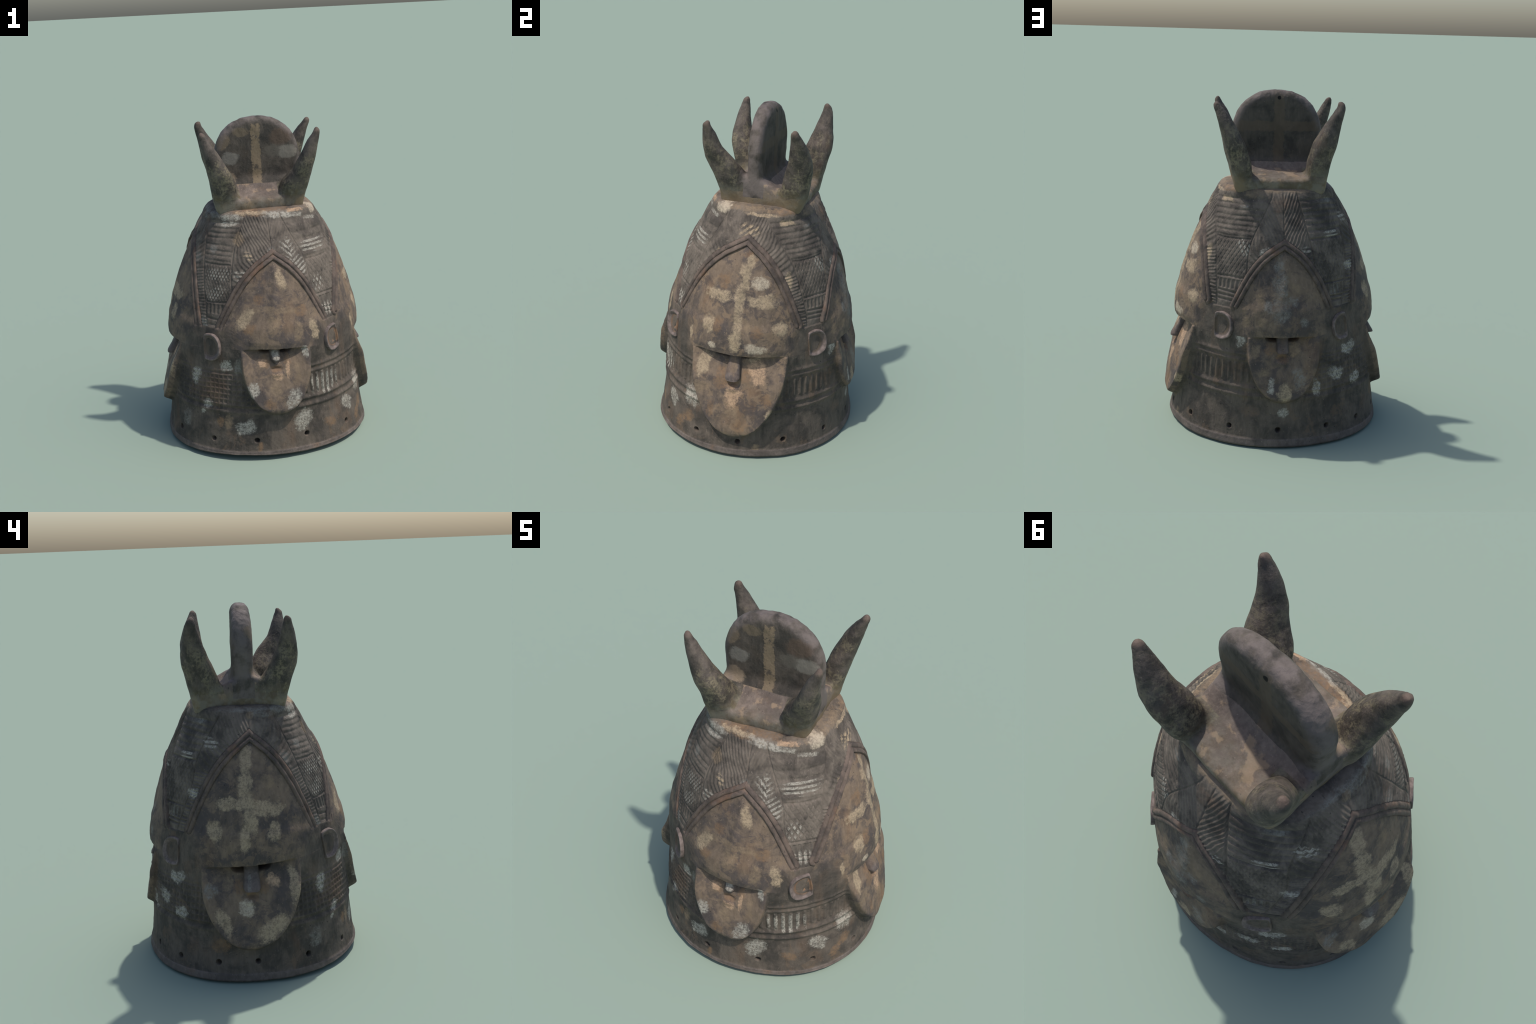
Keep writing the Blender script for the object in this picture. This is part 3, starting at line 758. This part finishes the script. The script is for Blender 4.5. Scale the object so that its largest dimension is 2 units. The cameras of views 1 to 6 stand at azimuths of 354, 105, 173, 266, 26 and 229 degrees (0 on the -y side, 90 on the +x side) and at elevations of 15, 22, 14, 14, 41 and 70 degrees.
def blob(N, wv, centre, half, soft=.6):
    return N.ramp(N.vmath('LENGTH', N.mapping(wv, centre, (0, 0, 0), half)), 1 + soft, 1 - soft)
def ragged(N, m, amount=.9):
    r = N.math('SUBTRACT', N.noise(60, 4, .7), .5)
    r2 = N.math('SUBTRACT', N.noise(18, 3, .6), .5)
    f = N.math('MULTIPLY_ADD', N.math('ADD', N.math('SUBTRACT', m, .5), N.math('MULTIPLY', N.math('ADD', r, r2), amount)), 2.8, .4, clamp=True)
    return N.math('MULTIPLY', f, N.ramp(m, .05, .3))
def horn_colour(N, code):
    c = wood(N, (.055, .048, .041), (.118, .098, .082), (.125, .082, .055), .5, 9)
    moss = N.ramp(N.noise(17, 6, .75, stretch=(1, 1, .7)), .44, .58)
    moss = N.math('MULTIPLY', moss, N.ramp(N.split(N.pos)[2], 1.90, 1.72, .25, 1.0))
    moss = N.math('MULTIPLY', moss, N.ramp(N.noise(70, 3, .7), .35, .6))
    c = N.mix(N.math('MULTIPLY', moss, .95 if code in (3, 4) else .75), c, N.mix(N.noise(30, 3, .6), (.125, .108, .066), (.255, .215, .150)))
    dk = N.ramp(N.noise(11, 4, .6, vec=N.vmath('ADD', N.pos, (5, 2, 1))), .55, .66)
    return N.mix(N.math('MULTIPLY', dk, .55), c, (.042, .042, .034))
def crown_material(code):
    if code == 1:
        N = Nodes("smoked_crest_wood")
        c = wood(N, (.052, .046, .039), (.098, .082, .066), (.13, .088, .055), .5, 7)
        wv = N.warped(.02, 20)
        x, y, z = N.split(wv)
        front = N.ramp(y, -.02, -.035); back = N.ramp(y, .035, .05)
        bar = N.math('MULTIPLY', N.ramp(N.math('ABSOLUTE', N.math('SUBTRACT', x, .008)), .038, .022), N.ramp(z, 1.965, 1.94))
        c = N.mix(N.math('MULTIPLY', ragged(N, N.math('MULTIPLY', N.math('MULTIPLY', bar, .85), front), 2.2), .62), c, (.27, .20, .125))
        for cen, half, col in (((.205, -.05, 1.775), (.07, .06, .045), (.22, .20, .165)), ((-.155, -.05, 1.755), (.055, .06, .040), (.19, .175, .15)), ((.11, -.05, 1.785), (.05, .06, .04), (.12, .105, .085)),
                               ((-.08, -.05, 1.91), (.05, .06, .03), (.14, .11, .075)), ((.17, -.05, 1.87), (.08, .06, .05), (.105, .075, .055)), ((-.20, -.05, 1.86), (.05, .06, .05), (.17, .13, .09)), ((-.19, -.05, 1.63), (.06, .06, .05), (.26, .20, .14))):
            c = N.mix(N.math('MULTIPLY', ragged(N, blob(N, wv, cen, half)), .8), c, col)
        cross = N.math('MAXIMUM', N.ramp(N.math('ABSOLUTE', N.math('SUBTRACT', x, .008)), .045, .015), N.ramp(N.math('ABSOLUTE', N.math('SUBTRACT', z, 1.79)), .045, .015))
        c = N.mix(N.math('MULTIPLY', ragged(N, N.math('MULTIPLY', cross, back), 1.3), .5), c, (.130, .096, .064))
        c = N.mix(blob(N, N.pos, (.008, .05, 1.955), (.011, .06, .011), .2), c, (.012, .011, .010))  # small hole, not cut: its dark inside is painted on as a near-black spot
        # rubbed rim
        e = N.vmath('LENGTH', N.mapping(N.pos, (CREST['x'], 0, CREST['zc']), (0, 0, 0), (CREST['half'], 9, CREST['top'] - CREST['zc'])))
        up = N.math('MULTIPLY', N.ramp(e, .84, .97), N.ramp(N.noise(14, 4, .6), .30, .60))
        c = N.mix(N.math('MULTIPLY', up, .75), c, (.175, .145, .132))
        return N.finish(c, .66, .45)
    if code == 0:
        N = Nodes("crown_block_wood")
        c = wood(N, (.120, .096, .082), (.195, .155, .130), (.21, .140, .088), .7, 7)
        wv = N.warped(.03, 22); x, y, z = N.split(wv)
        c = N.mix(N.math('MULTIPLY', N.ramp(N.noise(12, 4, .62), .54, .62), .7), c, (.31, .225, .150))
        # lichen and ochre on the upright sides of the block, near its foot
        cx = N.ramp(N.math('ABSOLUTE', N.math('SUBTRACT', x, .01)), .13, .17)
        cy = N.ramp(N.math('ABSOLUTE', N.math('SUBTRACT', y, .03)), .10, .14)
        c = N.mix(N.math('MULTIPLY', N.math('MULTIPLY', cx, cy), N.ramp(z, 1.47, 1.55)), c, horn_colour(N, 2))
        low = N.math('MULTIPLY', N.ramp(N.math('ADD', z, N.math('MULTIPLY', N.math('SUBTRACT', N.noise(16, 4, .65), .5), .10)), 1.56, 1.48), N.ramp(z, 1.40, 1.43))
        c = N.mix(N.math('MULTIPLY', low, .65), c, N.mix(N.ramp(N.noise(15, 4, .6), .40, .60), (.115, .092, .050), (.185, .170, .130)))
        side = N.math('MULTIPLY', N.math('MULTIPLY', low, N.ramp(x, .20, .24)), N.ramp(N.noise(20, 4, .6), .3, .6, .4, 1.0))
        c = N.mix(N.math('MULTIPLY', side, .75), c, (.205, .150, .092))
        return N.finish(c, .72, .4)
    h = HORNS[code - 2]; N = Nodes("lichened_horn_wood")
    c = horn_colour(N, code)
    foot = N.ramp(N.math('ADD', N.split(N.pos)[2], N.math('MULTIPLY', N.math('SUBTRACT', N.noise(16, 4, .65), .5), .10)), 1.60, 1.52)
    c = N.mix(N.math('MULTIPLY', foot, .6), c, N.mix(N.ramp(N.noise(15, 4, .6), .40, .60), (.115, .092, .050), (.185, .170, .130)))
    tip = N.ramp(N.vmath('LENGTH', N.vmath('SUBTRACT', N.warped(.02, 25), h['tip'])), .045, .015)
    c = N.mix(N.math('MULTIPLY', tip, .45), c, (.17, .115, .09))
    return N.finish(c, .68, .5)


parts = {}
for code in np.unique(freg):
    kind = {0: 'neck', 1: 'forehead', 2: 'lower_face', 3: 'hair_panel', 4: 'hair_band', 5: 'rim', 6: 'inner_wall'}[code // 10]
    parts[int(code)] = part_of(kind, freg == code, co, quads, vn, root, material_for(int(code)))

# ------------------------------------------------------------------ noses
def surface_radius(az_deg, z):
    """outer relief radius at an azimuth and height"""
    j = int(round((az_deg + 180) / 360 * NC)) % NC
    for _ in range(3):                                   # columns are spaced in TH, correct to AZ
        rowi = int(np.argmin(np.abs(zrow[6:-45] - z))) + 6
        err = wrap(az_deg - AZ[rowi, j]); j = int(round(j + err / 360 * NC)) % NC
    return math.hypot(XS[rowi, j], YS[rowi, j])
for i, f in enumerate(FACES):
    n = f['nose']; az = f['az'] + n['mid']; ca, sa = math.cos(math.radians(az)), math.sin(math.radians(az))
    rows = 22; cols = 26
    base_top = surface_radius(az, n['top'] - .035) - .02; base_low = surface_radius(az, n['low'])
    vs = []; fs = []
    for q in range(rows + 1):
        t = q / rows
        if q == rows: tt = 1.0
        else: tt = t
        z = lerp(n['top'] + .012, n['low'], tt)
        w = lerp(n['w0'], n['w1'], tt ** .8) * .5
        r_in = lerp(base_top, base_low, tt) - .03
        r_out = lerp(base_top + .012, base_low + n['out'], tt ** .85)
        shrink = 1 - (.16 * smooth(.93, 1.0, np.array(tt)) if i else .62 * smooth(.62, 1.0, np.array(tt)) ** 2)
        for c_ in range(cols):
            ph = -math.pi/2 + math.pi * c_ / (cols - 1)
            x = abs(math.sin(ph)) ** (.60 if i else .9) * math.copysign(1, math.sin(ph)) * w * shrink
            y = abs(math.cos(ph)) ** (.45 if i else .75) * (r_out - r_in) * (1 - (.05 if i else .12) * (1 - shrink) / .16)
            rr_ = r_in + y
            jit = .0012 * math.sin(37*z + 5*ph + i)
            vs.append(((rr_ + jit) * ca - x * sa, (rr_ + jit) * sa + x * ca, z))
    for q in range(rows):
        for c_ in range(cols - 1):
            k = q * cols + c_
            fs.append((k, k + cols, k + cols + 1, k + 1))
    fs.append(tuple(rows * cols + c_ for c_ in range(cols)))
    fs.append(tuple(reversed(range(cols))))
    ob = add_mesh("nose", vs, fs, parts[20 + i], nose_material(i))
    ob.data.polygons[len(fs) - 2].use_smooth = False

# ------------------------------------------------------------------ ears
for k, e in enumerate(EARS):
    az = math.radians(e['az']); ca, sa = math.cos(az), math.sin(az)
    rings = [(1.05, -.03, 0), (1.03, .0, .55), (1.0, .0, .93), (.96, .0, 1.0), (.88, .0, .95), (.80, .0, .55), (.70, .0, .28), (.45, .0, .18), (.22, .0, .15)]
    nseg = 64
    vs = []; fs = []
    r_mid = surface_radius(math.degrees(az), e['z'])
    for (sc, base, hh) in rings:
        for q in range(nseg):
            ph = 2 * math.pi * q / nseg
            cx_, cz_ = math.cos(ph), math.sin(ph)
            # D shape: superellipse on the rounded side, cut straight on the other
            x = e['a'] * math.copysign(abs(cx_) ** .85, cx_); zz_ = e['b'] * math.copysign(abs(cz_) ** .85, cz_)
            if x < -.52 * e['a']: x = -.52 * e['a'] - (abs(x) - .52*e['a']) * .15
            x *= sc; zz_ *= sc
            up = .5 + .5 * x / e['a']                      # stands proud on the rounded side
            xr = x * math.cos(e['roll']) - zz_ * math.sin(e['roll']); zr = x * math.sin(e['roll']) + zz_ * math.cos(e['roll'])
            t = xr * e['round']
            azq = az + t / r_mid
            rs = surface_radius(math.degrees(az + t * .9 / r_mid), min(max(e['z'] + zr, .56), .80))
            rs = min(rs, r_mid + .012)
            h = base + hh * e['lift'] * lerp(.30, 1.0, max(0, min(1, up))**.8)
            if hh < .9 and sc < .9: h -= .004
            rad = rs + h if sc < 1.04 else rs - .03
            vs.append((rad * math.cos(azq), rad * math.sin(azq), e['z'] + zr))
    nr = len(rings)
    for a_ in range(nr - 1):
        for q in range(nseg):
            q2 = (q + 1) % nseg
            quad = (a_*nseg + q, a_*nseg + q2, (a_+1)*nseg + q2, (a_+1)*nseg + q)
            fs.append(quad if e['round'] > 0 else tuple(reversed(quad)))
    last = tuple((nr-1)*nseg + q for q in range(nseg))
    fs.append(last if e['round'] > 0 else tuple(reversed(last)))
    ob = add_mesh("ear", vs, fs, root, ear_material(k))
    sub = ob.modifiers.new("round", 'SUBSURF'); sub.levels = 1; sub.render_levels = 1

# ------------------------------------------------------------------ crown: block, crest, horns
def loft_mesh(sections):
    """closed loft through rings of equal length"""
    m = len(sections[0]); vs = [p for s in sections for p in s]; fs = []
    for a_ in range(len(sections) - 1):
        for q in range(m):
            q2 = (q + 1) % m
            fs.append((a_*m + q, a_*m + q2, (a_+1)*m + q2, (a_+1)*m + q))
    fs.append(tuple(reversed(range(m)))); fs.append(tuple((len(sections)-1)*m + q for q in range(m)))
    return vs, fs
# horns: edges of each horn by height, read as outer/inner curves
HORNS = [
    dict(tip=(-.316, .279, 1.957), xo=[(1.44, -.252), (1.50, -.258), (1.62, -.280), (1.72, -.308), (1.92, -.342)], xi=[(1.44, -.14), (1.60, -.139), (1.72, -.169), (1.83, -.231), (1.92, -.298)],
         yo=[(1.44, .285), (1.51, .300), (1.62, .328), (1.70, .342), (1.76, .344), (1.89, .318), (1.93, .298)], yi=[(1.44, .13), (1.60, .138), (1.73, .194), (1.89, .253), (1.93, .266)]),
    dict(tip=(-.333, -.230, 1.945), xo=[(1.44, -.262), (1.53, -.283), (1.67, -.305), (1.84, -.335), (1.92, -.343)], xi=[(1.44, -.13), (1.56, -.132), (1.65, -.148), (1.72, -.186), (1.81, -.234), (1.92, -.312)],
         yo=[(1.44, -.212), (1.48, -.222), (1.58, -.254), (1.68, -.286), (1.74, -.291), (1.84, -.276), (1.92, -.250)], yi=[(1.44, -.06), (1.56, -.065), (1.62, -.099), (1.70, -.145), (1.77, -.178), (1.89, -.207), (1.93, -.220)]),
    dict(tip=(.387, .263, 1.945), xo=[(1.44, .272), (1.50, .285), (1.65, .322), (1.79, .363), (1.91, .398)], xi=[(1.44, .185), (1.59, .177), (1.70, .219), (1.81, .273), (1.89, .332), (1.92, .368)],
         yo=[(1.44, .285), (1.54, .325), (1.68, .349), (1.76, .351), (1.85, .319), (1.92, .279)], yi=[(1.44, .150), (1.62, .175), (1.73, .209), (1.81, .224), (1.92, .247)]),
    dict(tip=(.351, -.243, 1.939), xo=[(1.44, .268), (1.49, .278), (1.62, .316), (1.77, .345), (1.89, .367)], xi=[(1.44, .14), (1.60, .138), (1.68, .208), (1.77, .253), (1.87, .301), (1.915, .335)],
         yo=[(1.44, -.184), (1.51, -.196), (1.62, -.238), (1.72, -.278), (1.81, -.285), (1.90, -.268)], yi=[(1.44, -.04), (1.56, -.055), (1.63, -.060), (1.71, -.110), (1.78, -.173), (1.88, -.220), (1.915, -.232)]),
]
crown_bits = []
for h in HORNS:
    zt = h['tip'][2]; secs = []
    for z in list(np.linspace(1.43, zt - .022, 30)) + [zt - .015, zt - .004, zt]:
        xo, xi, yo, yi = (float(np.interp(z, *zip(*h[k_]))) for k_ in ('xo', 'xi', 'yo', 'yi'))
        cx_, cy_ = (xo + xi)/2, (yo + yi)/2; ax_, ay_ = abs(xo - xi)/2, abs(yo - yi)/2
        if z > 1.80:                                     # a full, blunt point
            t8 = min(1.0, (z - 1.80) / (zt - 1.80)); k8 = (1 - t8) ** .85
            a8 = [abs(float(np.interp(1.80, *zip(*h[o_]))) - float(np.interp(1.80, *zip(*h[i_])))) / 2 for o_, i_ in (('xo', 'xi'), ('yo', 'yi'))]
            ax_ = max(ax_, (a8[0] - .014) * k8 + .014); ay_ = max(ay_, (a8[1] - .014) * k8 + .014)
        if z > zt - .022:
            t = (z - (zt - .022)) / .022
            cx_ = lerp(cx_, h['tip'][0], t); cy_ = lerp(cy_, h['tip'][1], t)
            m_ = math.sqrt(max(1 - t**3, .08)); ax_ = max(ax_ * m_, .005); ay_ = max(ay_ * m_, .005)
        ring = []
        for q in range(40):
            ph = 2*math.pi*q/40; c_, s_ = math.cos(ph), math.sin(ph)
            sq = lerp(.55, .92, float(smooth(1.48, 1.80, np.array(z))))
            bx, by = ax_ * math.copysign(abs(c_)**sq, c_), ay_ * math.copysign(abs(s_)**sq, s_)
            ring.append((cx_ + bx, cy_ + by, z))
        secs.append(ring)
    crown_bits.append(loft_mesh(secs))
# crest: an upright round-topped slab
CREST = dict(x=.016, half=.266, zc=1.742, top=2.000, y=.010, thick=.056)
def crest_y(t, x):      # the slab thins from one end to the other
    return CREST['y'] + CREST['thick'] * (1 - .16 * (x + .10) / .27) * math.sin(t * math.pi/2)
secs = []
for t in np.linspace(-1, 1, 21):
    ins = 1 - math.sqrt(max(0, 1 - abs(math.sin(t*math.pi/2))**3.0))
    shrink = .062 * ins + (.02 if abs(t) == 1 else 0)
    ring = []
    for q in range(97):
        ph = math.pi * q / 96
        x = (CREST['half'] - shrink) * math.copysign(abs(math.cos(ph))**.93, math.cos(ph)); z = CREST['zc'] + (CREST['top'] - CREST['zc'] - shrink) * math.sin(ph)**.93
        y = crest_y(t, x); ring.append((CREST['x'] + x, y - .006 * (z - 1.62) / .38, z))
    for x in np.linspace(-1, 1, 30)[0:]:
        ring.append((CREST['x'] + x * (CREST['half'] - shrink) * .98, crest_y(t, x * CREST['half']), 1.43))
    secs.append(ring)
crown_bits.append(loft_mesh(secs))
# block: four-cornered foot whose top climbs to the crest's foot
CORNERS = [(-.252, -.222), (.268, -.188), (.260, .288), (-.244, .290)]
ring_n = 80
def block_ring(scale, zf):
    pts = []
    per = ring_n // 4
    for q in range(4):
        (ax_, ay_), (bx_, by_) = CORNERS[q], CORNERS[(q+1) % 4]
        for s_ in range(per):
            t = s_ / per; x = lerp(ax_, bx_, t); y = lerp(ay_, by_, t)
            pin = 1 + .015 * math.sin(math.pi * t)
            x = (x - .01) * scale * pin + .01; y = (y - .04) * scale * pin + .04
            pts.append((x, y, zf(x, y)))
    return pts
def top_z(x, y):
    d = y - CREST['y']
    end = float(smooth(.13, .23, np.array(abs(x - .01))))           # fills the notch between crest and horns
    edge, foot, run = (1.526, 1.600 + .012 * end, .20) if d < 0 else (1.512, 1.566 + .028 * end, .27)
    flat = .045 + .030 * end
    t = max(0.0, min(1.0, 1 - (abs(d) - flat) / (run - flat)))
    return edge + (foot - edge) * t ** 1.25 + (.035 - .030 * end) * math.exp(-((abs(d) - .055) / .030)**2)
secs = [block_ring(.98, lambda x, y: 1.42), block_ring(.99, lambda x, y: 1.445), block_ring(1.015, lambda x, y: 1.475), block_ring(1.02, lambda x, y: 1.50), block_ring(1.015, lambda x, y: top_z(x, y) - .008)]
for sc in np.linspace(.985, .04, 28): secs.append(block_ring(sc, top_z))
crown_bits.append(loft_mesh(secs))
vs_all = []; fs_all = []
for vs, fs in crown_bits:
    o = len(vs_all); vs_all += vs; fs_all += [tuple(i_ + o for i_ in f_) for f_ in fs]
tmp = add_mesh("crown_tmp", vs_all, fs_all, None)
bm = bmesh.new(); bm.from_mesh(tmp.data); bmesh.ops.recalc_face_normals(bm, faces=bm.faces); bm.to_mesh(tmp.data); bm.free()
rm = tmp.modifiers.new("remesh", 'REMESH'); rm.mode = 'VOXEL'; rm.voxel_size = .0055
sm_ = tmp.modifiers.new("smooth", 'SMOOTH'); sm_.factor = .5; sm_.iterations = 7
ev = tmp.evaluated_get(bpy.context.evaluated_depsgraph_get()); me = ev.to_mesh()
me.calc_loop_triangles()
cv = np.empty(len(me.vertices)*3, np.float32); me.vertices.foreach_get("co", cv); cv = cv.reshape(-1, 3).astype(float)
cn = np.empty(len(me.vertices)*3, np.float32); me.vertices.foreach_get("normal", cn); cn = cn.reshape(-1, 3).astype(float)
ct = np.empty(len(me.loop_triangles)*3, np.int32); me.loop_triangles.foreach_get("vertices", ct); ct = ct.reshape(-1, 3)
ev.to_mesh_clear(); bpy.data.objects.remove(tmp)
# the roots of horns and crest run into each other: ease the lower crown
ee = np.concatenate([ct[:, [0, 1]], ct[:, [1, 2]], ct[:, [2, 0]]]); ee = np.concatenate([ee, ee[:, ::-1]])
deg = np.bincount(ee[:, 0], minlength=len(cv)).astype(float)
wgt = (1 - smooth(1.60, 1.70, cv[:, 2]))[:, None] * .6
for _ in range(34):
    avg = np.stack([np.bincount(ee[:, 0], weights=cv[ee[:, 1], ax], minlength=len(cv)) for ax in range(3)], 1) / deg[:, None]
    cv = cv + (avg - cv) * wgt
fn = np.cross(cv[ct[:, 1]] - cv[ct[:, 0]], cv[ct[:, 2]] - cv[ct[:, 0]]); cn = np.zeros_like(cv)
for q in range(3):
    for ax in range(3): cn[:, ax] += np.bincount(ct[:, q], weights=fn[:, ax], minlength=len(cv))
cn /= np.linalg.norm(cn, axis=1, keepdims=True) + 1e-12
# chisel marks and chips, then fresh normals
hi = smooth(1.82, 1.95, cv[:, 2])
amp = .0030 * fbm(cv[:, 0], cv[:, 1], cv[:, 2], 13, 2) + (.0012 + .0028*hi) * fbm(cv[:, 0], cv[:, 1], cv[:, 2]*.6, 42, 3)
cv += cn * amp[:, None]
fn = np.cross(cv[ct[:, 1]] - cv[ct[:, 0]], cv[ct[:, 2]] - cv[ct[:, 0]]); cn = np.zeros_like(cv)
for q in range(3):
    for ax in range(3): cn[:, ax] += np.bincount(ct[:, q], weights=fn[:, ax], minlength=len(cv))
cn /= np.linalg.norm(cn, axis=1, keepdims=True) + 1e-12
# split by what each triangle belongs to
mid = cv[ct].mean(1); reg = np.zeros(len(ct), int)
x, y, z = mid.T
crest_side = np.abs(y - CREST['y']) < .082
reg[(crest_side) & (z > 1.585)] = 1
reg[(np.abs(y - CREST['y']) < .060) & (z > 1.50) & (np.abs(x - CREST['x']) > .235)] = 1
for k, h in enumerate(HORNS):
    sx_ = math.copysign(1, h['tip'][0]); sy_ = math.copysign(1, h['tip'][1])
    xi = np.interp(z, *zip(*h['xi'])); yi = np.interp(z, *zip(*h['yi']))
    m_ = (x*sx_ > xi*sx_ - .016) & (y*sy_ > np.minimum(yi*sy_, .5) - .016) & (z > 1.53) & (reg != 1)
    reg[m_] = 2 + k
for code, name in [(0, 'crown_base'), (1, 'crest'), (2, 'horn'), (3, 'horn'), (4, 'horn'), (5, 'horn')]:
    part_of(name, reg == code, cv, ct, cn, root, crown_material(code))
